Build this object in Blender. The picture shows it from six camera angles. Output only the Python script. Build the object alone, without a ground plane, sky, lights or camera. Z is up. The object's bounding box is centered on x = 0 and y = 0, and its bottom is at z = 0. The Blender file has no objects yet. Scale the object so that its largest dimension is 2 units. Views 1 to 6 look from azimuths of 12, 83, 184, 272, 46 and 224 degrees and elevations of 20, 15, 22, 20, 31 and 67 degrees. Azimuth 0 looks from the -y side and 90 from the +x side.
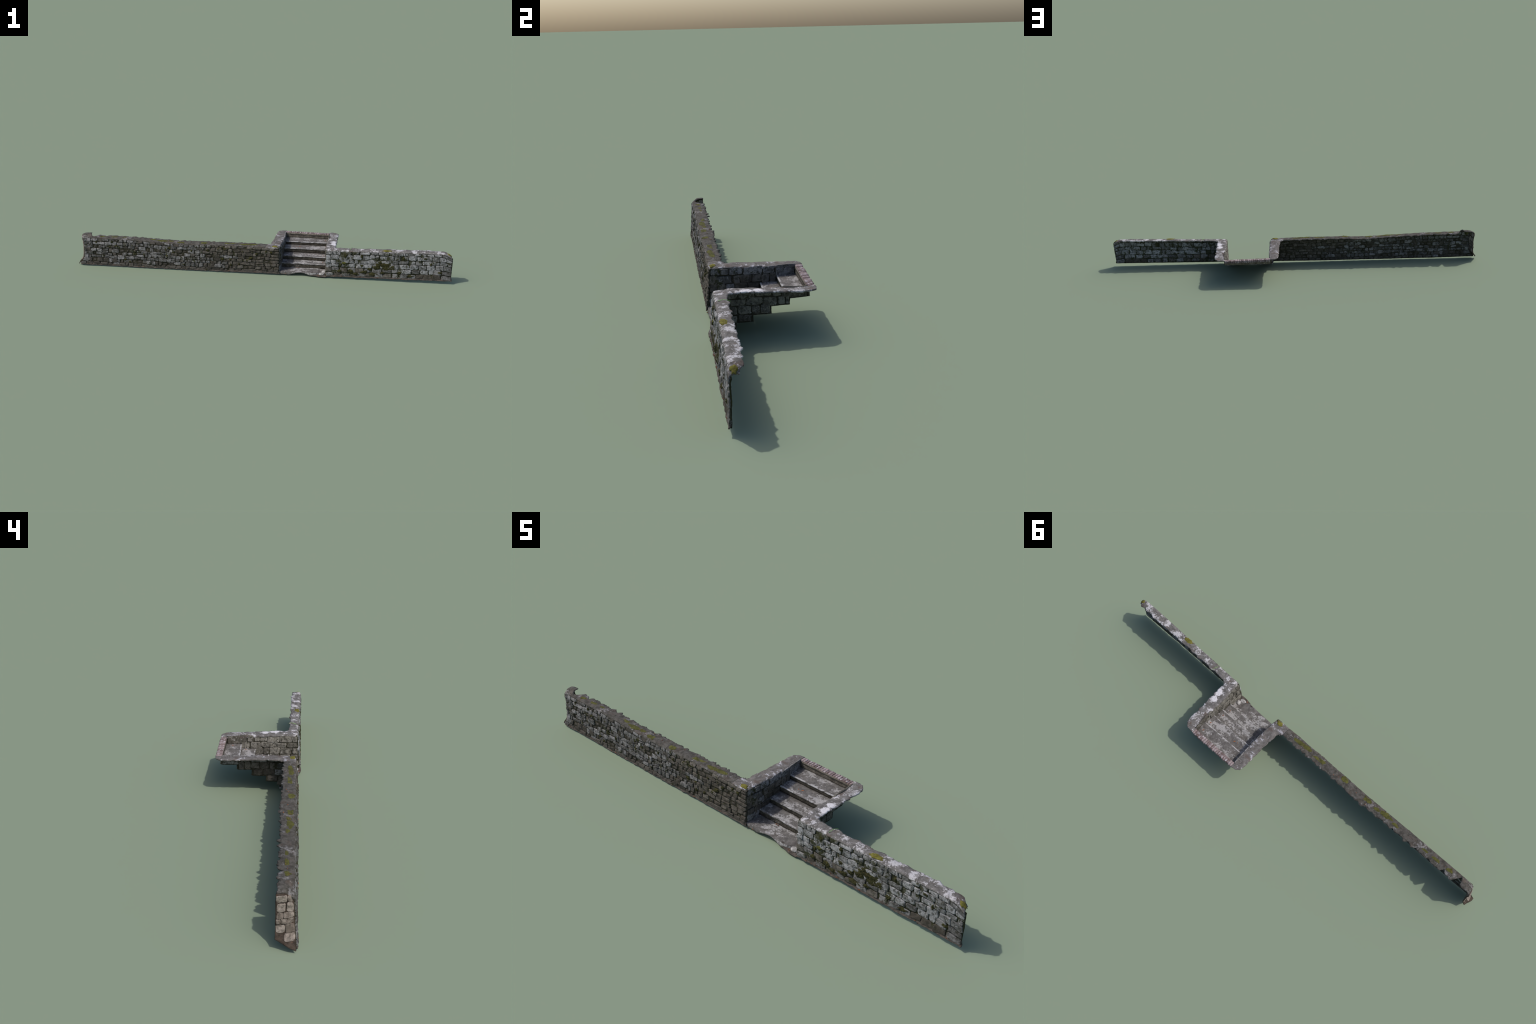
# Old roadside wall of coursed rubble with a recessed flight of concrete steps,
# edged at the top by a row of bricks.  A weathered shell of one stone thickness.
import bpy, math, random
from mathutils import Vector, noise

rnd = random.Random(41)


def nz(x, y=0.0, z=0.0):
    return noise.noise(Vector((x + 17.3, y - 4.1, z + 9.7)))


def fbm(x, y, z, octaves=4):
    s, a, f = 0.0, 1.0, 1.0
    for _ in range(octaves):
        s += a * nz(x * f, y * f, z * f)
        a *= 0.5
        f *= 2.03
    return s


def lerp(a, b, t):
    return a + (b - a) * t


def smooth(e0, e1, x):
    t = max(0.0, min(1.0, (x - e0) / (e1 - e0)))
    return t * t * (3 - 2 * t)


def prof(pts, x):
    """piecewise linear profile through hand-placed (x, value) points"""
    if x <= pts[0][0]:
        return pts[0][1]
    for (a, va), (b, vb) in zip(pts, pts[1:]):
        if x <= b:
            return lerp(va, vb, (x - a) / (b - a))
    return pts[-1][1]


# ------------------------------------------------------------------ materials
class Nodes:
    def __init__(self, name, rough=0.92):
        self.m = bpy.data.materials.new(name)
        self.m.use_nodes = True
        self.t = self.m.node_tree
        self.n = self.t.nodes
        self.bsdf = self.n["Principled BSDF"]
        self.bsdf.inputs["Roughness"].default_value = rough
        self.bsdf.inputs["Specular IOR Level"].default_value = 0.15
        self.co = self.n.new("ShaderNodeTexCoord").outputs["Object"]

    def link(self, a, b):
        self.t.links.new(a, b)

    def set(self, sock, v):
        if isinstance(v, (int, float)):
            sock.default_value = v
        elif isinstance(v, (tuple, list)):
            sock.default_value = v if len(v) == len(sock.default_value) else (*v, 1.0)
        else:
            self.link(v, sock)

    def noise(self, scale, detail=4.0, rough=0.6, offset=(0, 0, 0), stretch=(1, 1, 1)):
        mp = self.n.new("ShaderNodeMapping")
        self.link(self.co, mp.inputs["Vector"])
        mp.inputs["Location"].default_value = offset
        mp.inputs["Scale"].default_value = stretch
        t = self.n.new("ShaderNodeTexNoise")
        t.inputs["Scale"].default_value = scale
        t.inputs["Detail"].default_value = detail
        t.inputs["Roughness"].default_value = rough
        self.link(mp.outputs[0], t.inputs["Vector"])
        return t.outputs["Fac"]

    def step(self, v, lo, hi, a=0.0, b=1.0):
        r = self.n.new("ShaderNodeMapRange")
        r.interpolation_type = "SMOOTHSTEP"
        self.link(v, r.inputs["Value"])
        for k, q in (("From Min", lo), ("From Max", hi), ("To Min", a), ("To Max", b)):
            r.inputs[k].default_value = q
        return r.outputs[0]

    def math(self, op, a, b=0.0):
        m = self.n.new("ShaderNodeMath")
        m.operation = op
        self.set(m.inputs[0], a)
        self.set(m.inputs[1], b)
        return m.outputs[0]

    def mix(self, f, a, b, mode="MIX"):
        m = self.n.new("ShaderNodeMix")
        m.data_type = "RGBA"
        m.blend_type = mode
        self.set(m.inputs[0], f)
        self.set(m.inputs[6], a)
        self.set(m.inputs[7], b)
        return m.outputs[2]

    def axis(self, i):
        s = self.n.new("ShaderNodeSeparateXYZ")
        self.link(self.co, s.inputs[0])
        return s.outputs[i]

    def random(self):
        return self.n.new("ShaderNodeObjectInfo").outputs["Random"]

    def blob(self, c, r, wobble=0.012, scale=55):
        """mask of a ragged round patch about point c"""
        d = self.n.new("ShaderNodeVectorMath")
        d.operation = "DISTANCE"
        self.link(self.co, d.inputs[0])
        d.inputs[1].default_value = c
        w = self.math("MULTIPLY", self.math("SUBTRACT", self.noise(scale, 3), 0.5), wobble * 2.4)
        return self.step(self.math("ADD", d.outputs["Value"], w), r, r - 0.004)

    def done(self, col, bump=None, strength=0.4, dist=0.002):
        self.set(self.bsdf.inputs["Base Color"], col)
        if bump is not None:
            b = self.n.new("ShaderNodeBump")
            b.inputs["Strength"].default_value = strength
            b.inputs["Distance"].default_value = dist
            self.link(bump, b.inputs["Height"])
            self.link(b.outputs[0], self.bsdf.inputs["Normal"])
        return self.m


def stone_material(name, dark, light, pale, moss_at=0.60, pale_at=0.58, spot=0.7, off=0.0):
    k = Nodes(name)
    o = (off, off * 0.7, off * 1.3)
    tone = k.math("ADD", k.math("MULTIPLY", k.noise(48, 6, 0.7, o), 1.0),
                  k.math("MULTIPLY", k.math("SUBTRACT", k.random(), 0.5), 0.30))
    col = k.mix(k.step(tone, 0.33, 0.66), dark, light)
    p = k.step(k.noise(95, 6, 0.75, (3 + off, 1, 2)), pale_at, pale_at + 0.10)
    col = k.mix(k.math("MULTIPLY", p, 0.75), col, pale)
    s = k.step(k.noise(105, 6, 0.72, (7, 5 + off, 1)), 0.50, 0.60)
    col = k.mix(k.math("MULTIPLY", s, spot), col, (0.040, 0.038, 0.030))
    m = k.step(k.noise(30, 6, 0.72, (1, 8, 4)), moss_at, moss_at + 0.06)
    g = k.mix(k.noise(120, 3), (0.018, 0.020, 0.008), (0.052, 0.054, 0.020))
    col = k.mix(k.math("MULTIPLY", m, 0.9), col, g)
    return k.done(col, k.noise(170, 7, 0.78), 0.75, 0.004)


def coping_material(name, base_d, base_l, lichen, lichen_at, blobs=(), earth=0.0, patch=30, stretch=(1, 1, 1),
                    fine_w=0.5):
    k = Nodes(name)
    col = k.mix(k.step(k.noise(60, 6, 0.7), 0.35, 0.65), base_d, base_l)
    if earth:
        e = k.step(k.noise(22, 5, 0.65, (4, 0, 0)), 0.53, 0.62)
        col = k.mix(k.math("MULTIPLY", e, earth), col, (0.125, 0.088, 0.070))
    big = k.noise(patch, 3, 0.55, (0.35, 2, 2), stretch)
    fine = k.noise(130, 7, 0.78, (2, 2, 9))
    mask = k.step(k.math("ADD", k.math("MULTIPLY", big, 1 - fine_w), k.math("MULTIPLY", fine, fine_w)),
                  lichen_at, lichen_at + 0.045)
    col = k.mix(k.math("MULTIPLY", mask, 0.92), col, lichen)
    for c, r in blobs:
        col = k.mix(k.blob(c, r), col, (0.66, 0.64, 0.66))
    s = k.step(k.noise(150, 6, 0.78, (5, 5, 5)), 0.54, 0.63)
    col = k.mix(k.math("MULTIPLY", s, 0.55), col, (0.05, 0.045, 0.038))
    return k.done(col, k.noise(190, 7, 0.78), 0.75, 0.004)


def plain_material(name, a, b, scale=60, speck=None, speck_at=0.6, bump=0.5):
    k = Nodes(name)
    col = k.mix(k.step(k.noise(scale, 6, 0.7), 0.32, 0.68), a, b)
    if speck:
        col = k.mix(k.step(k.noise(130, 4, 0.7, (6, 3, 3)), speck_at, speck_at + 0.08), col, speck)
    return k.done(col, k.noise(240, 5, 0.75), bump, 0.003)


def brick_material():
    k = Nodes("brick_clay", 0.9)
    col = k.mix(k.random(), (0.135, 0.095, 0.090), (0.285, 0.225, 0.222))
    col = k.mix(k.step(k.noise(95, 5, 0.7), 0.50, 0.66), col, (0.42, 0.385, 0.40))
    col = k.mix(k.math("MULTIPLY", k.step(k.noise(140, 5, 0.7, (4, 4, 4)), 0.53, 0.64), 0.7),
                col, (0.065, 0.05, 0.045))
    return k.done(col, k.noise(260, 5, 0.7), 0.5, 0.002)


M_GREY = stone_material("stone_grey", (0.085, 0.082, 0.078), (0.245, 0.238, 0.238),
                        (0.34, 0.335, 0.34), 0.555, 0.56, 0.8, 0.0)
M_BROWN = stone_material("stone_brown", (0.070, 0.061, 0.050), (0.150, 0.135, 0.117),
                         (0.27, 0.26, 0.25), 0.575, 0.62, 0.75, 5.0)
M_EARTHY = stone_material("stone_earthy", (0.052, 0.046, 0.039), (0.112, 0.100, 0.088),
                          (0.19, 0.18, 0.17), 0.59, 0.62, 0.7, 9.0)
M_LIGHT = stone_material("stone_light_grey", (0.125, 0.124, 0.120), (0.325, 0.325, 0.332),
                         (0.47, 0.47, 0.485), 0.535, 0.56, 0.8, 3.0)
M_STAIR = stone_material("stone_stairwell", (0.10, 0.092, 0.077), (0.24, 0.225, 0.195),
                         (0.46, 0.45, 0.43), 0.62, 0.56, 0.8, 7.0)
M_CREAM = stone_material("stone_cream", (0.15, 0.125, 0.105), (0.33, 0.285, 0.25),
                         (0.44, 0.39, 0.36), 0.66, 0.6, 0.5, 11.0)
M_MORTAR = plain_material("mossy_mortar", (0.018, 0.017, 0.010), (0.055, 0.050, 0.036), 45,
                          (0.095, 0.082, 0.065), 0.60)
M_MORTAR_R = plain_material("dark_mossy_mortar", (0.016, 0.017, 0.009), (0.046, 0.047, 0.024), 38,
                            (0.10, 0.10, 0.085), 0.62)
M_COPE_L = coping_material("coping_dull", (0.050, 0.046, 0.039), (0.112, 0.105, 0.094),
                           (0.22, 0.212, 0.21), 0.545, (), 0.25, 22)
M_COPE_LS = coping_material("coping_stair_dull", (0.105, 0.095, 0.088), (0.18, 0.168, 0.16),
                            (0.48, 0.47, 0.50), 0.535, (), 0.5, 34)
M_COPE_R = coping_material("coping_lichen", (0.105, 0.098, 0.093), (0.185, 0.175, 0.168),
                           (0.53, 0.515, 0.53), 0.512,
                           (((0.390, -0.052, 0.15), 0.018), ((0.384, -0.018, 0.15), 0.016)), 0.6, 30)
M_STEP = coping_material("step_concrete", (0.098, 0.092, 0.087), (0.168, 0.158, 0.150),
                         (0.37, 0.36, 0.355), 0.515, (), 0.1, 26, (0.6, 1.2, 1))
M_NOSE = coping_material("worn_nosing", (0.125, 0.118, 0.11), (0.22, 0.21, 0.20),
                         (0.42, 0.41, 0.41), 0.475, (), 0.0, 40, (0.5, 1, 1))
M_RISER = coping_material("riser_dark_brown", (0.046, 0.041, 0.032), (0.105, 0.092, 0.073),
                          (0.22, 0.21, 0.19), 0.56, (), 0.0, 26, (0.7, 1, 1.6))  # darker and browner than the treads
M_KERB = coping_material("kerb_concrete", (0.11, 0.096, 0.076), (0.22, 0.195, 0.158),
                         (0.30, 0.28, 0.26), 0.58, (), 0.2)
M_BRICK = brick_material()
M_SOIL = plain_material("soil", (0.050, 0.043, 0.037), (0.108, 0.092, 0.080), 70,
                        (0.19, 0.12, 0.09), 0.645, 0.8)
M_END = plain_material("earth_mortar", (0.030, 0.024, 0.019), (0.088, 0.066, 0.052), 60,
                       (0.17, 0.075, 0.05), 0.63, 0.8)
M_MOSS_Y = plain_material("moss_yellow_green", (0.105, 0.092, 0.020), (0.185, 0.172, 0.036), 90,
                          (0.10, 0.070, 0.025), 0.62, 1.0)
M_MOSS_G = plain_material("moss_green", (0.055, 0.055, 0.018), (0.115, 0.115, 0.030), 90,
                          (0.07, 0.055, 0.03), 0.60, 1.0)
M_MOSS_D = plain_material("moss_dark", (0.020, 0.021, 0.009), (0.056, 0.053, 0.019), 60,
                          (0.10, 0.062, 0.022), 0.62, 1.0)
M_ROCK = plain_material("pale_rock", (0.20, 0.19, 0.18), (0.44, 0.43, 0.42), 70, (0.08, 0.075, 0.07), 0.62)
M_LEAF = plain_material("dead_leaf", (0.16, 0.065, 0.036), (0.32, 0.14, 0.07), 150, None, 0.6, 0.2)
M_GRASS = plain_material("grass_blade", (0.20, 0.36, 0.12), (0.28, 0.48, 0.17), 90, None, 0.6, 0.1)

# ------------------------------------------------------------------ scene tree
root = bpy.data.objects.new("stone_wall", None)
bpy.context.scene.collection.objects.link(root)
root["label"] = "weathered grey rubble stone wall with recessed concrete steps and brick edging"
root["category"] = "stone wall"


def add(name, verts, faces, mat, parent=root, smooth_angle=None, flat=False):
    me = bpy.data.meshes.new(name)
    me.from_pydata(verts, [], faces)
    me.validate()
    me.update()
    me.materials.append(mat)
    if not flat:
        me.polygons.foreach_set("use_smooth", [True] * len(me.polygons))
        if smooth_angle:
            me.set_sharp_from_angle(angle=math.radians(smooth_angle))
    ob = bpy.data.objects.new(name, me)
    bpy.context.scene.collection.objects.link(ob)
    ob.parent = parent
    return ob


def slab(grid, thick, jitter=0.0):
    """close a grid of points into a solid `thick` deep behind its normals"""
    R, C = len(grid), len(grid[0])
    top = [Vector(p) for row in grid for p in row]
    bot = []
    for i in range(R):
        for j in range(C):
            a = top[min(i + 1, R - 1) * C + j] - top[max(i - 1, 0) * C + j]
            b = top[i * C + min(j + 1, C - 1)] - top[i * C + max(j - 1, 0)]
            n = a.cross(b)
            n = n.normalized() if n.length > 1e-12 else Vector((0, 0, 1))
            p = top[i * C + j]
            t = thick + (jitter * nz(p.x * 90, p.y * 90, p.z * 90) if jitter else 0.0)
            bot.append(p - n * t)
    K = R * C
    f = []
    for i in range(R - 1):
        for j in range(C - 1):
            q = (i * C + j, (i + 1) * C + j, (i + 1) * C + j + 1, i * C + j + 1)
            f.append(q)
            f.append(tuple(K + k for k in reversed(q)))
    rim = [j for j in range(C)] + [i * C + C - 1 for i in range(1, R)] + \
          [(R - 1) * C + j for j in range(C - 2, -1, -1)] + [i * C for i in range(R - 2, 0, -1)]
    for a, b in zip(rim, rim[1:] + rim[:1]):
        f.append((a, b, K + b, K + a))
    return [tuple(v) for v in top + bot], f


# ------------------------------------------------------------------ wall faces
TOP_L = [(-0.98, .143), (-.972, .150), (-.955, .157), (-.925, .159), (-.889, .157), (-.712, .156), (-.567, .151),
         (-.471, .147), (-.42, .144), (-.344, .145), (-.272, .149), (-.228, .148), (-.08, .149),
         (.017, .148), (.066, .147), (.112, .145)]
TOP_R = [(.355, .147), (.5, .150), (.65, .154), (.74, .156), (.885, .159), (.956, .158),
         (.975, .152), (.999, .137)]
BOT_L = [(-1.0, .002), (-.76, .000), (-.22, .000), (.07, .003), (.115, .003)]
BOT_R = [(.355, .004), (.43, .006), (.66, .008), (1.0, .012)]


def top_z(x):
    return prof(TOP_L, x) if x < 0.24 else prof(TOP_R, x)


def bot_z(x):
    return prof(BOT_L, x) if x < 0.24 else prof(BOT_R, x)


def front(x, z, d):
    """point on the road face of the wall, d metres proud of it"""
    t = z / 0.15
    if x > 0.24:      # battered by the steps, upright at the far end
        y = lerp(-0.1545, prof([(.36, -.1430), (.55, -.1465), (.72, -.1495), (.90, -.1525), (1.0, -.1535)], x), t)
    else:
        y = lerp(-0.1475, -0.1370, t)
    y += 0.0020 * nz(x * 5, z * 12) + 0.0012 * nz(x * 19, z * 30, 3)
    y += 0.004 * smooth(top_z(x) - 0.014, top_z(x), z)
    return (x, y - d, z)


X_IN_L = [(-0.14, .1125), (-.10, .116), (-.05, .116), (.03, .114), (.10, .110), (.14, .106)]
X_IN_R = [(-0.145, .361), (-.065, .355), (.01, .354), (.087, .350), (.14, .343)]
RISERS = [(-0.083, 0.0425), (-0.032, 0.0640), (0.022, 0.0875), (0.077, 0.1072)]
KERB_Y = 0.1385


def tread_z(y):
    z = 0.018
    for ry, rz in RISERS:
        z = lerp(z, rz, smooth(ry + 0.001, ry + 0.0045, y))
    return z


def to_corner(x, y, z):
    """side walls run forward to meet the battered road face"""
    if y > -0.09:
        return y
    return lerp(-0.09, front(x, z, 0)[1] + 0.0015, (-0.09 - y) / 0.05)


def side_l(y, z, d):
    x = prof(X_IN_L, y) + 0.0012 * nz(y * 18, z * 22, 1)
    return (x + d, to_corner(x - 0.003, y, z), z)


def side_r(y, z, d):
    x = prof(X_IN_R, y) + 0.0012 * nz(y * 18, z * 22, 5)
    return (x - d, to_corner(x + 0.003, y, z), z)


def end_x(z):
    return -0.9655 - 0.004 * smooth(0.11, 0.155, z) - 0.033 * (1 - smooth(0.0, 0.062, z)) ** 1.4


def end_face(y, z, d):
    """the short end of the wall, flaring into a foot"""
    x = end_x(z) + 0.003 * nz(y * 40, z * 40, 2) - 0.012 * (y + 0.147) / 0.056
    if y < -0.12:
        y = lerp(-0.12, front(-0.96, z, 0)[1] + 0.001, (-0.12 - y) / 0.027)
    return (x - d, y, z)


stones = []           # (area, verts, faces, material, parent name)


def stone(surface, quad, mat, owner, gap=0.0015, proud=0.0040, back=0.0042, N=32, square=0.42):
    """one rubble stone: a rounded irregular block set through the wall skin"""
    (ax, ay), (bx, by), (cx, cy), (dx, dy) = quad
    seed = rnd.uniform(0, 500)
    wid = math.hypot((bx + cx - ax - dx) / 2, (by + cy - ay - dy) / 2)
    hei = math.hypot((dx + cx - ax - bx) / 2, (dy + cy - ay - by) / 2)
    if wid < 0.006 or hei < 0.005:
        return
    su, sv = 1 - 2 * gap / wid, 1 - 2 * gap / hei
    e = square * rnd.uniform(0.75, 1.35)
    out = []
    for i in range(N):
        t = 2 * math.pi * i / N
        c, s = math.cos(t), math.sin(t)
        u = math.copysign(abs(c) ** e, c) * su
        v = math.copysign(abs(s) ** e, s) * sv
        r = 1 + 0.17 * nz(c * 1.5 + seed, s * 1.5) + 0.09 * nz(c * 4 + seed, s * 4, 4) + 0.05 * nz(c * 10 + seed, s * 10, 6)
        out.append((u * min(r, 1.08), v * min(r, 1.08)))

    def at(u, v, d):
        p, q = (u + 1) / 2, (v + 1) / 2
        X = (1 - p) * (1 - q) * ax + p * (1 - q) * bx + p * q * cx + (1 - p) * q * dx
        Y = (1 - p) * (1 - q) * ay + p * (1 - q) * by + p * q * cy + (1 - p) * q * dy
        if d > 0.0015:
            d += 0.0015 * fbm(X * 110 + seed, Y * 110, 0, 4) + tu * u + tv * v
        return surface(X, Y, d)

    tu, tv = rnd.uniform(-.0011, .0011), rnd.uniform(-.0011, .0011)
    P = proud * rnd.uniform(0.55, 1.25)
    rings = [(0.80, -back), (0.97, -back * 0.8), (1.0, 0.0), (0.992, P * 0.62), (0.955, P * 0.9),
             (0.86, P), (0.62, P * 1.03), (0.32, P * 1.04)]
    vs, fs = [], []
    for sc, d in rings:
        for u, v in out:
            vs.append(at(u * sc, v * sc, d))
    vs.append(at(0, 0, P * 1.06))
    vs.append(at(0, 0, -back))
    L = len(rings)
    for k in range(L - 1):
        for i in range(N):
            j = (i + 1) % N
            fs.append((k * N + i, k * N + j, (k + 1) * N + j, (k + 1) * N + i))
    for i in range(N):
        j = (i + 1) % N
        fs.append(((L - 1) * N + i, (L - 1) * N + j, L * N))
        fs.append((j, i, L * N + 1))
    stones.append((wid * hei, vs, fs, mat, owner))


def jit(a):
    return rnd.uniform(-a, a)


def quad_from(u0, u1, l0, l1, h0, h1, a=0.0016):
    return ((u0 + jit(a), l0 + jit(a)), (u1 + jit(a), l1 + jit(a)),
            (u1 + jit(a), h1 + jit(a)), (u0 + jit(a), h0 + jit(a)))


def backing(surface, us, lo, hi, nv, thick=0.0032, rough=0.0011):
    g = []
    for u in us:
        a, b = lo(u), hi(u)
        g.append([surface(u, lerp(a, b, j / nv),
                          rough * fbm(u * 70, lerp(a, b, j / nv) * 70, 7, 3)) for j in range(nv + 1)])
    return slab(g, thick)


def span(a, b, step):
    n = max(1, round((b - a) / step))
    return [lerp(a, b, i / n) for i in range(n + 1)]


# the left end of the road face follows the waisted wall end
def left_face(u, z, d):
    x = u
    if u < -0.90:
        x = lerp(-0.90, max(end_x(z) + 0.002, -0.988), (-0.90 - u) / 0.07)
    return front(x, z, d)


# ---------------------------------------------------------------- wall: long arm
vs, fs = backing(left_face, span(-0.97, 0.1145, 0.0045), lambda u: bot_z(u) + 0.004,
                 lambda u: top_z(u) - 0.003, 30)
long_wall = add("wall_mortar", vs, fs, M_MORTAR)

# courses of random rubble: wavy bed joints, random widths, some split or doubled
ROWS = 8


def bed(k, u):
    """height of bed joint k along the long arm"""
    f = k / ROWS
    lo, hi = bot_z(u) + 0.005, top_z(u) - 0.003
    z = lerp(lo, hi, f)
    if 0 < k < ROWS:
        calm = smooth(-0.25, -0.05, u)
        z += lerp(0.0075, 0.0036, calm) * nz(u * 9 + k * 13.1, k * 3.7) + \
             lerp(0.0030, 0.0012, calm) * nz(u * 31, k * 5.3, 2)
    return z


for k in range(ROWS):
    u = -0.968
    skip = 0
    while u < 0.100:
        w = rnd.choice((0.017, 0.021, 0.025, 0.028, 0.033, 0.040)) * rnd.uniform(0.85, 1.2)
        if u > -0.15:
            w *= 1.15
        u1 = min(u + w, 0.1145)
        if 0.1145 - u1 < 0.012:
            u1 = 0.1145
        l0, l1, h0, h1 = bed(k, u), bed(k, u1), bed(k + 1, u), bed(k + 1, u1)
        mid = (u + u1) / 2
        brown = smooth(-0.32, -0.08, mid + 0.10 * nz(mid * 7, k))
        if k <= 1 and rnd.random() < (0.95 if k == 0 else 0.35):
            mat = M_EARTHY
        elif rnd.random() < brown * 0.92:
            mat = M_BROWN
        else:
            mat = M_GREY if rnd.random() < 0.86 else M_EARTHY
        r = rnd.random()
        if r < 0.13 and w > 0.02:           # two thin stones one on the other
            m0, m1 = lerp(l0, h0, rnd.uniform(.4, .6)), lerp(l1, h1, rnd.uniform(.4, .6))
            stone(left_face, quad_from(u, u1, l0, l1, m0, m1, .001), mat, "long", 0.0012)
            stone(left_face, quad_from(u, u1, m0, m1, h0, h1, .001), mat, "long", 0.0012)
        elif r < 0.20:                      # a hole packed with mortar and a chip
            stone(left_face, quad_from(lerp(u, u1, .2), lerp(u, u1, .75), lerp(l0, h0, .2), lerp(l1, h1, .2),
                                       lerp(l0, h0, .7), lerp(l1, h1, .75)), M_EARTHY, "long", 0.0008, 0.002)
        else:
            stone(left_face, quad_from(u, u1, l0, l1, h0, h1, .0028), mat, "long",
                  rnd.uniform(0.0006, 0.0018), square=0.42)
        u = u1

# ---------------------------------------------------------------- wall: short arm
EDGE_R = [(0.0, .9985), (.03, .994), (.08, .9965), (.12, .9985), (.137, .9985), (.16, .975)]


def right_face(u, z, d):
    x = u
    if u > 0.93:
        x = lerp(0.93, prof(EDGE_R, z), (u - 0.93) / 0.07)
    return front(x, z, d)


vs, fs = backing(right_face, span(0.3585, 1.0, 0.0045), lambda u: bot_z(u) + 0.003,
                 lambda u: top_z(u) - 0.003, 30)
short_wall = add("wall_mortar", vs, fs, M_MORTAR_R)

# coursed joints of the short arm: (bed fraction below, above at both ends), joints along x
COURSES = [
    ((0.865, 0.885), (1.0, 1.0), (.3585, .397, .417, .437, .447, .493, .534, .590, .630, .661, .685, .714, .727,
                                  .752, .765, .778, .808, .841, .872, .908, .949, .998)),
    ((0.665, 0.725), (0.865, 0.885), (.3585, .383, .429, .474, .502, .547, .586, .616, .634, .666, .708, .740,
                                      .761, .780, .824, .844, .898, .935, .967, .998)),
    ((0.515, 0.570), (0.665, 0.725), (.3585, .383, .414, .455, .481, .506, .528, .571, .613, .640, .685, .729,
                                      .783, .814, .848, .897, .936, .978, .998)),
    ((0.355, 0.385), (0.515, 0.570), (.3585, .391, .429, .437, .481, .515, .599, .640, .675, .706, .735, .784,
                                      .829, .873, .914, .958, .998)),
    ((0.175, 0.200), (0.355, 0.385), (.3585, .392, .429, .474, .512, .557, .595, .648, .700, .728, .761, .800,
                                      .839, .882, .904, .945, .998)),
    ((0.015, 0.015), (0.175, 0.200), (.3585, .405, .440, .486, .520, .566, .610, .655, .698, .735, .780, .817,
                                      .857, .899, .945, .998)),
]
MOSSY_HOLES = [(.441, 5), (.757, 4), (.433, 2)]
for k, (lo, hi, js) in enumerate(COURSES):
    for u, u1 in zip(js, js[1:]):
        mid = (u + u1) / 2
        if any(abs(mid - hx) < 0.008 and 5 - k == hk for hx, hk in MOSSY_HOLES):
            continue

        def zz(pair, x):
            f = lerp(pair[0], pair[1], (x - .36) / .64)
            if 0.03 < f < 0.99:
                f += 0.022 * nz(x * 14, f * 9)
            return lerp(bot_z(x) + 0.004, top_z(x) - 0.005, f)
        q = quad_from(u, u1, zz(lo, u), zz(lo, u1), zz(hi, u), zz(hi, u1), .0028)
        low = k == 5 or (k == 4 and mid < 0.72)
        mat = M_LIGHT if not low else (M_BROWN if rnd.random() < .3 else M_GREY)
        if k == 4 and mid > 0.72 and rnd.random() < 0.25:
            mat = M_GREY
        stone(right_face, q, mat, "short", rnd.uniform(.0006, .0017), 0.0040, square=0.30)

# ---------------------------------------------------------------- stairwell walls
def top_s(y):
    return lerp(0.1455, 0.141, smooth(-0.14, 0.14, y))


ys = sorted(set(span(-0.139, 0.1385, 0.004) + [r + o for r, _ in RISERS for o in (.001, .002, .0027, .0036, .0045)]))
vs, fs = backing(side_l, ys, lambda y: tread_z(y) - 0.0015, lambda y: top_s(y) - 0.003, 26)
stair_wall_l = add("stairwell_mortar", vs, [tuple(reversed(f)) for f in fs], M_MORTAR)
vs, fs = backing(lambda y, z, d: side_r(y, z, d), list(reversed(ys)), lambda y: tread_z(y) - 0.0015,
                 lambda y: top_s(y) - 0.003, 26)
stair_wall_r = add("stairwell_mortar", vs, [tuple(reversed(f)) for f in fs], M_MORTAR)

SIDE_L = [
    (.118, .1425, (-.139, -.106, -.077, -.030, -.002, .031, .070, .138)),
    (.091, .118, (-.139, -.114, -.064, -.043, -.003, .028, .053, .077)),
    (.066, .091, (-.139, -.113, -.090, -.060, -.019, .021)),
    (.043, .066, (-.139, -.105, -.070, -.033)),
    (.019, .043, (-.139, -.112, -.084)),
]
SIDE_R = [
    (.115, .1425, (-.140, -.120, -.072, -.022, .029, .056, .138)),
    (.093, .115, (-.140, -.102, -.049, .001, .045, .069, .080)),
    (.065, .093, (-.140, -.120, -.074, -.034, -.006, .024)),
    (.042, .065, (-.140, -.112, -.074, -.034)),
    (.019, .042, (-.140, -.110, -.084)),
]
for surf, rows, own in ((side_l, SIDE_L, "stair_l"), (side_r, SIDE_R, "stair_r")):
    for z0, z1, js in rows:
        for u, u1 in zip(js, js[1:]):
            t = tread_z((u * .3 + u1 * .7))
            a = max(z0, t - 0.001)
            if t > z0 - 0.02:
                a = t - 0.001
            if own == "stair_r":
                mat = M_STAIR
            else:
                mat = M_GREY if z0 > .11 else rnd.choice((M_EARTHY, M_BROWN, M_GREY))  # left wall's lower stones toned darker: that side's shade put into their colour
            stone(surf, quad_from(u, u1, a, a, z1, z1, .0022), mat, own, rnd.uniform(.0004, .0012), .0032, square=.30)

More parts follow.
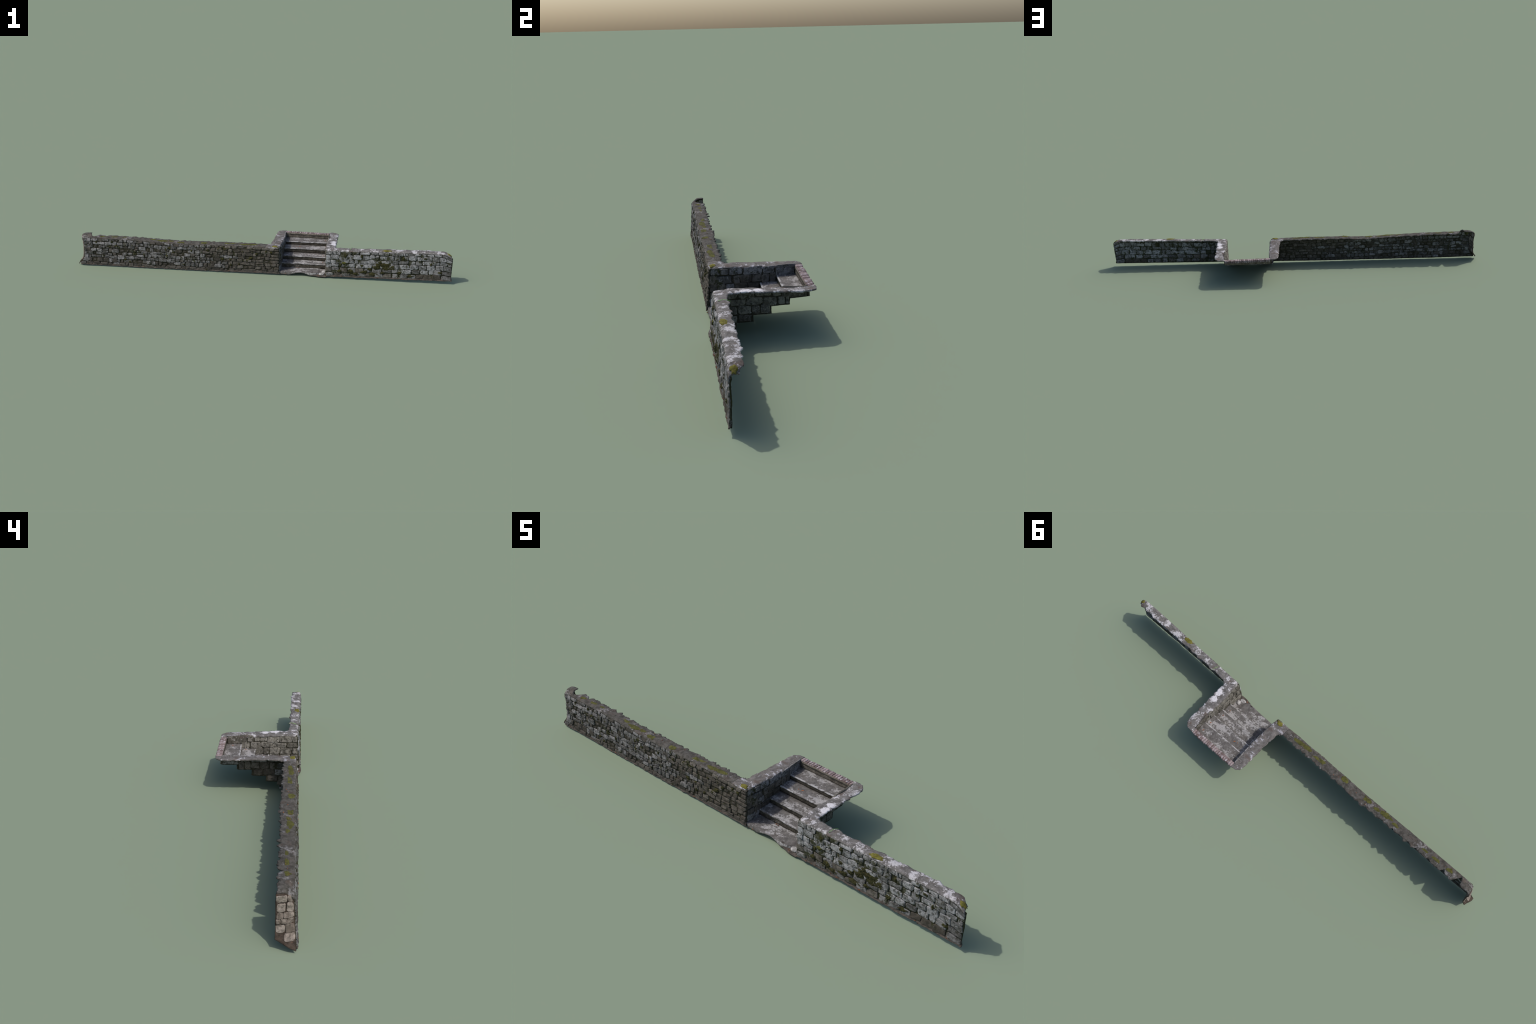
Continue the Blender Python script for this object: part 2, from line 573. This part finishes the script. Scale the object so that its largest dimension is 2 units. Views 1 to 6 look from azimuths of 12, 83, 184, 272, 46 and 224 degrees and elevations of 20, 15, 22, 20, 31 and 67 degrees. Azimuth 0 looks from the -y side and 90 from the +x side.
# ---------------------------------------------------------------- broken end of the long arm
ENDLO = [(-.148, .004), (-.090, .033)]
vs, fs = backing(end_face, list(reversed(span(-0.147, -0.091, 0.003))), lambda y: prof(ENDLO, y), lambda y: lerp(.144, .160, smooth(-.147, -.115, y)), 36, 0.0035)
wall_end = add("wall_end_mortar", vs, [tuple(reversed(f)) for f in fs], M_END)
for z0, z1, js in [(.134, .155, (-.142, -.122, -.092)), (.104, .132, (-.146, -.117, -.092)),
                   (.086, .104, (-.146, -.112, -.092)), (.070, .086, (-.146, -.120, -.105, -.092)),
                   (.046, .070, (-.146, -.117, -.092)), (.026, .046, (-.146, -.112))]:
    for u, u1 in zip(js, js[1:]):
        stone(end_face, quad_from(u, u1, z0, z0, z1, z1, .0018), M_CREAM, "end", .0006, .003, square=.42)

# ---------------------------------------------------------------- place the stones
owners = {"long": long_wall, "short": short_wall, "stair_l": stair_wall_l, "stair_r": stair_wall_r, "end": wall_end}
stones.sort(key=lambda s: -s[0])
for _, v, f, m, o in stones[:300]:
    add("stone", v, f, m, owners[o])
rest = {}
for _, v, f, m, o in stones[300:]:
    V, F = rest.setdefault((o, m.name), ([], []))
    b = len(V)
    V += v
    F += [tuple(i + b for i in q) for q in f]
for (o, m), (V, F) in rest.items():
    add("small_stones", V, F, bpy.data.materials[m], owners[o])["kind"] = "stuff"


# ---------------------------------------------------------------- copings
def resample(stations, step):
    """stations: ((front x, y), (back x, y)); returns evenly spaced pairs"""
    out = []
    for (a, b), (c, d) in zip(stations, stations[1:]):
        n = max(1, round(max(math.dist(a, c), math.dist(b, d)) / step))
        for i in range(n):
            t = i / n
            out.append(((lerp(a[0], c[0], t), lerp(a[1], c[1], t)), (lerp(b[0], d[0], t), lerp(b[1], d[1], t))))
    out.append(stations[-1])
    return out


def coping(name, stations, zfun, mat, ragged, lip=0.0075, notch=None, flip=False):
    g = []
    s = 0.0
    prev = None
    pts = resample(stations, 0.0035)
    for (f, b) in pts:
        if prev:
            s += math.dist(prev, f)
        prev = f
        fv, bv = Vector((*f, 0)), Vector((*b, 0))
        across = (bv - fv)
        wid = across.length
        across.normalize()
        r = wid + ragged * (1.1 * fbm(s * 55 + 3.0, b[0] * 20, b[1] * 20, 4) - 0.15)
        r += 0.35 * ragged * (1 if nz(s * 130, 5.5) > 0.25 else 0)
        if notch:
            r = min(r, notch(f[0], f[1], wid))
        row = []
        z0 = zfun(f[0], f[1])
        for j, (w, dz) in enumerate([(-.0012, -lip), (-.0018, -lip * .6), (-.0008, -lip * .28), (.002, -lip * .08),
                                     (.006, 0)] + [(.006 + (r - .006) * k / 9, 0) for k in range(1, 10)]):
            p = fv + across * w
            q = w / max(r, 0.01)
            z = z0 + dz + 0.0016 * fbm(p.x * 48, p.y * 48, 1, 4) + 0.002 * math.sin(min(max(q, 0), 1) * 2.6) - 0.0015
            if q > 0.75:
                z -= (q - 0.75) * ragged * 0.7 * (0.5 + nz(s * 60, 2.2))
            if p.x < -0.90:            # the end cap curls up at its back
                z += 0.011 * smooth(0.0, 0.55, q) * smooth(-0.905, -0.925, p.x)
            row.append((p.x, p.y, z))
        g.append(row)
    if flip:
        g.reverse()
    v, fc = slab(g, 0.0042, 0.001)
    return add(name, v, fc, mat)


def notch_l(x, y, w):
    """bites out of the back edge near the broken end"""
    if y > -0.12:
        return 9
    a = 0.008 + abs(x + 0.914) * (2.2 if x < -.914 else 1.4)
    b = 0.028 + abs(x + 0.842) * 1.6
    return min(a, b) if -0.925 < x < -0.80 else 9


zl = lambda x, y: top_z(min(x, 0.112)) + 0.0008 if y < -0.11 else lerp(0.1470, 0.1405, smooth(-0.11, 0.14, y))
zr = lambda x, y: top_z(max(x, 0.36)) + 0.0008 if y < -0.11 else lerp(0.149, 0.1385, smooth(-0.11, 0.14, y))
coping("coping", [((-.9715, -.136), (-.9800, -.090)), ((-.93, -.1375), (-.93, -.0925)), ((-.5, -.1375), (-.5, -.0905)),
                  ((-.2, -.1375), (-.2, -.0915)), ((.045, -.1375), (.045, -.093))], zl, M_COPE_L, 0.008,
       notch=notch_l)
coping("coping", [((.0452, -.1375), (.0452, -.093)), ((.098, -.137), (.058, -.085)), ((.108, -.133), (.061, -.082)),
                  ((.1135, -.122), (.063, -.075)), ((.1155, -.05), (.064, -.045)), ((.114, .03), (.063, .035)),
                  ((.110, .10), (.061, .11)), ((.107, .132), (.065, .146)), ((.106, .1375), (.080, .157)),
                  ((.1045, .1385), (.105, .161))], zl, M_COPE_LS, 0.004, lip=0.007)
coping("coping", [((.994, -.155), (.988, -.130)), ((.972, -.154), (.968, -.119)), ((.87, -.153), (.87, -.115)),
                  ((.62, -.148), (.62, -.112)), ((.43, -.145), (.43, -.109)), ((.370, -.1435), (.409, -.103)),
                  ((.362, -.137), (.407, -.097)), ((.3595, -.126), (.405, -.090)), ((.353, -.05), (.404, -.045)),
                  ((.3525, .01), (.401, .012)), ((.349, .09), (.398, .105)), ((.344, .13), (.395, .141)),
                  ((.343, .1365), (.376, .157)), ((.341, .1385), (.340, .160))], zr, M_COPE_R, 0.0045,
       lip=0.008, flip=True)

# ---------------------------------------------------------------- steps
XL = lambda y: prof(X_IN_L, y) - 0.001
XR = lambda y: prof(X_IN_R, y) + 0.001


def profile_slab(name, yz, mat, thick=0.0045, rough=0.0012, parent=root):
    """run a (y, z) section across the stairwell, from riser foot to back of tread"""
    g = []
    for i in range(65):
        t = i / 64
        row = []
        for y, z in yz:
            x = lerp(XL(y), XR(y), t)
            tilt = lerp(0.0012, -0.0010, t)
            dy = rough * fbm(x * 40, z * 60, 3 + y, 4)
            dz = rough * 0.7 * fbm(x * 45, y * 45, 8, 4)
            row.append((x, y + dy, z + dz + tilt))
        g.append(row)
    v, f = slab([list(r) for r in zip(*g)], thick)
    return add(name, v, f, mat, parent)


zs = [0.018] + [r[1] for r in RISERS]
ends = [r[0] for r in RISERS[1:]] + [KERB_Y]
for (ry, rz), zb, ye in zip(RISERS, zs, ends):
    tread = [(ry - .0008, rz - .0042), (ry - .0008, rz - .0020), (ry + .0002, rz - .0005), (ry + .002, rz), (ry + .0042, rz), (ry + .006, rz)]
    tread += [(lerp(ry + .006, ye + .0015, k / 12), rz + 0.001 * k / 12) for k in range(1, 13)]
    st = profile_slab("step", list(reversed(tread)), M_STEP, 0.0022, 0.0012)
    st.data.materials.append(M_NOSE)
    for p in st.data.polygons:
        if p.center.y < ry + 0.004:
            p.material_index = 1
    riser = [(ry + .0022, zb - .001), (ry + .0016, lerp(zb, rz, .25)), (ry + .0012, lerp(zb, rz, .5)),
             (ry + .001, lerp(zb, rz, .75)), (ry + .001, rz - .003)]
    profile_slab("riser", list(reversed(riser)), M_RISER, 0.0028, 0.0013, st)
# kerb under the brick edging: a riser with a small ledge
zt = RISERS[-1][1]
kerb = [(KERB_Y + .0005, zt - .001), (KERB_Y, zt + .006), (KERB_Y - .0005, zt + .012), (KERB_Y - .001, zt + .0165),
        (KERB_Y + .0003, zt + .0182), (KERB_Y + .004, zt + .0186), (KERB_Y + .012, zt + .0186)]
profile_slab("top_kerb", list(reversed(kerb)), M_KERB)

# brick edging on top, bricks laid on edge side by side
x0, x1, nb = 0.1045, 0.3420, 22


def brick_mesh(seed):
    """a worn brick with eased arrises"""
    n = (4, 8, 4)
    vs, fs, ix = [], [], {}

    def vid(i, j, k):
        if (i, j, k) not in ix:
            p = [2 * a / b - 1 for a, b in zip((i, j, k), n)]
            q = [math.copysign(abs(c) ** 0.6, c) for c in p]
            L = sum(abs(c) ** 7 for c in q) ** (1 / 7)
            m = max(abs(c) for c in q)
            q = [c * m / L for c in q]
            w = 1 + 0.07 * nz(p[0] * 1.5 + seed, p[1] * 2.5, p[2] * 1.5)
            ix[(i, j, k)] = len(vs)
            vs.append((q[0] * .5 * w, q[1] * .5 * w, q[2] * .5 * w))
        return ix[(i, j, k)]
    a, b, c = n
    for i in range(a):
        for j in range(b):
            fs.append((vid(i, j, 0), vid(i, j + 1, 0), vid(i + 1, j + 1, 0), vid(i + 1, j, 0)))
            fs.append((vid(i, j, c), vid(i + 1, j, c), vid(i + 1, j + 1, c), vid(i, j + 1, c)))
    for i in range(a):
        for k in range(c):
            fs.append((vid(i, 0, k), vid(i + 1, 0, k), vid(i + 1, 0, k + 1), vid(i, 0, k + 1)))
            fs.append((vid(i, b, k), vid(i, b, k + 1), vid(i + 1, b, k + 1), vid(i + 1, b, k)))
    for j in range(b):
        for k in range(c):
            fs.append((vid(0, j, k), vid(0, j, k + 1), vid(0, j + 1, k + 1), vid(0, j + 1, k)))
            fs.append((vid(a, j, k), vid(a, j + 1, k), vid(a, j + 1, k + 1), vid(a, j, k + 1)))
    return vs, fs


edging_v, edging_f = slab([[(lerp(x0, x1, i / 40), y, z + 0.0015 - 0.0048 * i / 40 + 0.0008 * nz(i * .7, y * 50)) for i in range(41)]
                           for y, z in ((.1395, .125), (.1398, .1320), (.150, .1330), (.1575, .1320))], 0.003)
edging = add("brick_edging", edging_v, edging_f, M_KERB)
for i in range(nb):
    w = (x1 - x0) / nb
    v, f = brick_mesh(i * 3.7)
    ln = 0.0235 + rnd.uniform(-.0015, .002)
    h = 0.0135
    cx = x0 + (i + .5) * w
    zt2 = lerp(.1390, .1345, i / nb) + rnd.uniform(-.0007, .0007)
    t = rnd.uniform(-.05, .05)
    vv = [(cx + a * w * .93 + b * ln * t, KERB_Y - .0008 + (b + .5) * ln, zt2 - h / 2 + c * h + b * rnd.uniform(-.0002, .0002))
          for a, b, c in v]
    add("brick", vv, f, M_BRICK, edging)

# ---------------------------------------------------------------- landing at the foot of the steps
LAND_BOT = [(.108, .003), (.168, .002), (.199, .012), (.226, .0175), (.249, .014), (.280, .003), (.362, .003)]
LAND_FRONT = [(.108, -.147), (.20, -.147), (.226, -.1455), (.25, -.1475), (.28, -.1505), (.305, -.149), (.325, -.140), (.362, -.136)]
g = []
for i in range(84):
    x = lerp(.108, .364, i / 83)
    fy = prof(LAND_FRONT, x)
    lowz = prof(LAND_BOT, x)
    zt3 = 0.0185 - 0.004 * smooth(.31, .33, x) + 0.0015 * smooth(.25, .28, x)
    row = []
    for k in range(15):
        y = lerp(-0.079, fy + 0.003, k / 14)
        row.append((x, y, zt3 + 0.0012 * fbm(x * 40, y * 40, 2, 4) - .001 * smooth(.5, 1, k / 14)))
    for y, f in ((fy + .0012, .06), (fy, .2), (fy - .0008, .5), (fy - .001, .8), (fy - .001, 1.0)):
        row.append((x, y + 0.001 * nz(x * 50, f * 3), lerp(zt3 - .001, min(lowz, zt3 - .003), f)))
    g.append(row)
g.reverse()
v, f = slab(g, 0.004)
landing = add("landing", v, f, M_STEP)


def lump(name, c, r, mat, parent, seed, n=18, amp=.22):
    vs, fs = [], []
    for i in range(n + 1):
        th = math.pi * i / n
        for j in range(2 * n):
            ph = math.pi * j / n
            d = Vector((math.sin(th) * math.cos(ph), math.sin(th) * math.sin(ph), math.cos(th)))
            k = 1 + amp * fbm(d.x * 1.3 + seed, d.y * 1.3, d.z * 1.3, 3)
            vs.append((c[0] + d.x * r[0] * k, c[1] + d.y * r[1] * k, max(c[2] + d.z * r[2] * k, c[2] - r[2] * .5)))
    for i in range(n):
        for j in range(2 * n):
            a, b = i * 2 * n + j, i * 2 * n + (j + 1) % (2 * n)
            fs.append((a, a + 2 * n, b + 2 * n, b))
    return add(name, vs, fs, mat, parent)


lump("rock", (.337, -.140, .011), (.014, .010, .0075), M_ROCK, landing, 3.0)
lump("rock", (.345, -.121, .015), (.011, .011, .007), M_ROCK, landing, 8.0)


# ---------------------------------------------------------------- soil lip along the wall foot
def soil(a, b, name="soil_strip"):
    g = []
    for x in span(a, b, 0.003):
        zb = (bot_z(x) if not .112 < x < .36 else .002) + 0.003
        fy = front(x, 0.012, 0)[1] if not .112 < x < .36 else (-.150 if x < .2 else prof(LAND_FRONT, x) + .004)
        ly = (fy if not .2 < x < .36 else lerp(-.1525, -.1555, smooth(.28, .36, x))) - (0.0062 if x > .24 else 0.0052) - 0.0020 * fbm(x * 45, 1, 2, 4)
        if .2 < x < .33:
            ly += 0.006 * (1 - smooth(.275, .33, x))
        row = []
        for k in range(8):
            t = k / 7
            y = lerp(fy - 0.001, ly, t)
            h = lerp(0.010 + 0.008 * fbm(x * 28, 4, 4, 3), 0, t ** 0.6)
            row.append((x, y + .0006 * nz(x * 120, t * 4), max(zb + h + 0.0012 * nz(x * 110, t * 5, 6), 0.0036)))
        g.append(row)
    g.reverse()
    v, f = slab(g, 0.003)
    return add(name, v, f, M_SOIL)


soil_l = soil(-0.984, 0.118)
soil_r = soil(0.278, 0.9975)


# ---------------------------------------------------------------- moss cushions
def moss(c, rx, ry, h, mat, parent, face=None, seed=0.0):
    """low bumpy cushion lying on the coping, or on the road face when `face` is given"""
    R, T = 9, 36
    vs, fs = [], []

    def put(u, v, d):
        if face:
            return face(c[0] + u, c[2] + v, d)
        x, y = c[0] + u, c[1] + v
        z = zl(x, y) if x < 0.24 else zr(x, y)
        return (x, y, z - 0.0004 + 0.0016 * fbm(x * 48, y * 48, 1, 4) + d)
    for side in (1, -1):
        for i in range(R + 1):
            q = i / R
            for j in range(T):
                a = 2 * math.pi * j / T
                k = 1 + 0.42 * fbm(math.cos(a) * 1.7 + seed, math.sin(a) * 1.7, seed, 3)
                u, v = math.cos(a) * rx * q * k, math.sin(a) * ry * q * k
                d = h * (1 - q * q) ** .5 * (1 + .4 * nz(u * 260, v * 260, seed)) if side > 0 else -0.002 * (1 - q * .5)
                vs.append(put(u, v, d))
    for s in (0, 1):
        o = s * (R + 1) * T
        for i in range(R):
            for j in range(T):
                a, b = o + i * T + j, o + i * T + (j + 1) % T
                qd = (a, a + T, b + T, b)
                fs.append(qd if s == 0 else tuple(reversed(qd)))
    o2 = (R + 1) * T
    for j in range(T):
        k = (j + 1) % T
        fs.append((R * T + j, o2 + R * T + j, o2 + R * T + k, R * T + k))
    return add("moss", vs, fs, mat, parent)


moss((.090, -.126, .1465), .016, .010, .0022, M_MOSS_Y, root, None, 1.0)
moss((.100, -.131, .1455), .008, .006, .0022, M_MOSS_Y, root, None, 2.0)
moss((.672, -.139, .1545), .024, .011, .0024, M_MOSS_Y, root, None, 3.0)
moss((.981, -.142, .1465), .011, .010, .0026, M_MOSS_Y, root, None, 4.0)
for x, y, rx, ry in ((-.03, -.115, .022, .011), (-.075, -.122, .018, .009), (-.13, -.108, .017, .010), (-.165, -.118, .013, .008),
                     (-.29, -.124, .013, .010), (-.42, -.122, .016, .009), (-.475, -.116, .012, .008), (-.52, -.122, .022, .011),
                     (-.575, -.112, .014, .009), (-.735, -.110, .014, .008), (-.79, -.112, .016, .009), (-.86, -.118, .012, .008),
                     (-.945, -.117, .010, .008)):
    moss((x, y, 0), rx * 1.4, ry * 1.25, .0016, M_MOSS_G, root, None, x * 31)
    moss((x + rx * .9, y + .006, 0), rx * .5, ry * .6, .0010, M_MOSS_G, root, None, x * 17)
for x, z, rx, rz, m in ((.660, .083, .036, .017, M_MOSS_D), (.620, .066, .020, .013, M_MOSS_D), (.705, .070, .018, .014, M_MOSS_D),
                        (.640, .094, .016, .010, M_MOSS_D), (.462, .124, .010, .012, M_MOSS_D), (.545, .122, .010, .009, M_MOSS_D),
                        (.455, .083, .014, .007, M_MOSS_G), (.437, .074, .008, .009, M_MOSS_D), (.545, .073, .012, .006, M_MOSS_D),
                        (.490, .040, .017, .010, M_MOSS_D), (.555, .040, .022, .010, M_MOSS_D), (.600, .030, .018, .009, M_MOSS_D),
                        (.893, .098, .008, .012, M_MOSS_D), (.865, .128, .012, .007, M_MOSS_D), (.936, .056, .013, .009, M_MOSS_D),
                        (.757, .122, .007, .009, M_MOSS_D), (.735, .045, .014, .010, M_MOSS_D), (.790, .030, .018, .007, M_MOSS_D),
                        (.675, .066, .030, .014, M_MOSS_D), (.630, .080, .018, .014, M_MOSS_D), (.430, .040, .014, .008, M_MOSS_D),
                        (.520, .028, .020, .008, M_MOSS_D), (.650, .040, .014, .008, M_MOSS_D), (.585, .058, .012, .008, M_MOSS_D)):
    moss((x, 0, z), rx, rz, .0066, m, short_wall, right_face, x * 57)
for i in range(34):
    x = rnd.uniform(-.90, .09)
    z = rnd.uniform(.03, .138)
    moss((x, 0, z), rnd.uniform(.005, .012), rnd.uniform(.004, .009), .0058, M_MOSS_D, long_wall, left_face, i * 3.3)

# ---------------------------------------------------------------- fallen leaves and a blade of grass
lv, lf = [], []


def leaf(c, r, parent=None):
    a = rnd.uniform(0, 6.28)
    b = len(lv)
    n = 8
    for lay in (0.0007, 0.0):
        for k in range(n):
            t = 2 * math.pi * k / n
            u, v = math.cos(t) * r, math.sin(t) * r * .6
            lv.append((c[0] + u * math.cos(a) - v * math.sin(a), c[1] + u * math.sin(a) + v * math.cos(a),
                       c[2] + lay + 0.0012 * math.cos(2 * t)))
    lf.append(tuple(range(b, b + n)))
    lf.append(tuple(range(b + 2 * n - 1, b + n - 1, -1)))
    for k in range(n):
        j = (k + 1) % n
        lf.append((b + k, b + n + k, b + n + j, b + j))


for i in range(24):
    x = rnd.uniform(-.95, .98)
    if .17 < x < .3:
        continue
    leaf((x, front(x, .012, 0)[1] - .0045, bot_z(x) + .0065), rnd.uniform(.0014, .0028))
for c, r in (((.195, .052, .0885), .005), ((.18, .048, .0885), .003), ((.325, .112, .1075), .004), ((.335, .06, .0885), .004),
             ((.33, -.01, .0650), .0035), ((.20, -.086, .0205), .0035), ((.21, -.088, .0205), .003), ((.333, -.055, .0435), .003),
             ((.315, -.148, .008), .004), ((.322, -.152, .007), .003), ((.345, .125, .1075), .003)):
    leaf(c, r)
for i in range(12):
    x = rnd.uniform(-.9, .05)
    leaf((x, rnd.uniform(-.125, -.1), top_z(x) + .003), rnd.uniform(.0013, .0026))
add("fallen_leaves", lv, lf, M_LEAF, root, flat=True)["kind"] = "stuff"

gv, gf = [], []
for k in range(9):
    t = k / 8
    p = Vector((.4835 + .010 * t, lerp(-.139, -.104, t), .1505 + .005 * math.sin(t * 3.1)))
    for o in ((-.0011, 0), (.0011, 0), (0, .0012)):
        gv.append((p.x + o[0] * (1 - t * .6), p.y, p.z + o[1]))
for k in range(8):
    for a, b in ((0, 1), (1, 2), (2, 0)):
        gf.append((k * 3 + a, k * 3 + b, k * 3 + 3 + b, k * 3 + 3 + a))
gf += [(0, 2, 1), (24, 25, 26)]
add("grass_blade", gv, gf, M_GRASS, root)

# orient every shell outward
import bmesh
for ob in list(bpy.data.objects):
    if ob.type == "MESH":
        bm = bmesh.new()
        bm.from_mesh(ob.data)
        bmesh.ops.recalc_face_normals(bm, faces=bm.faces)
        bm.to_mesh(ob.data)
        bm.free()
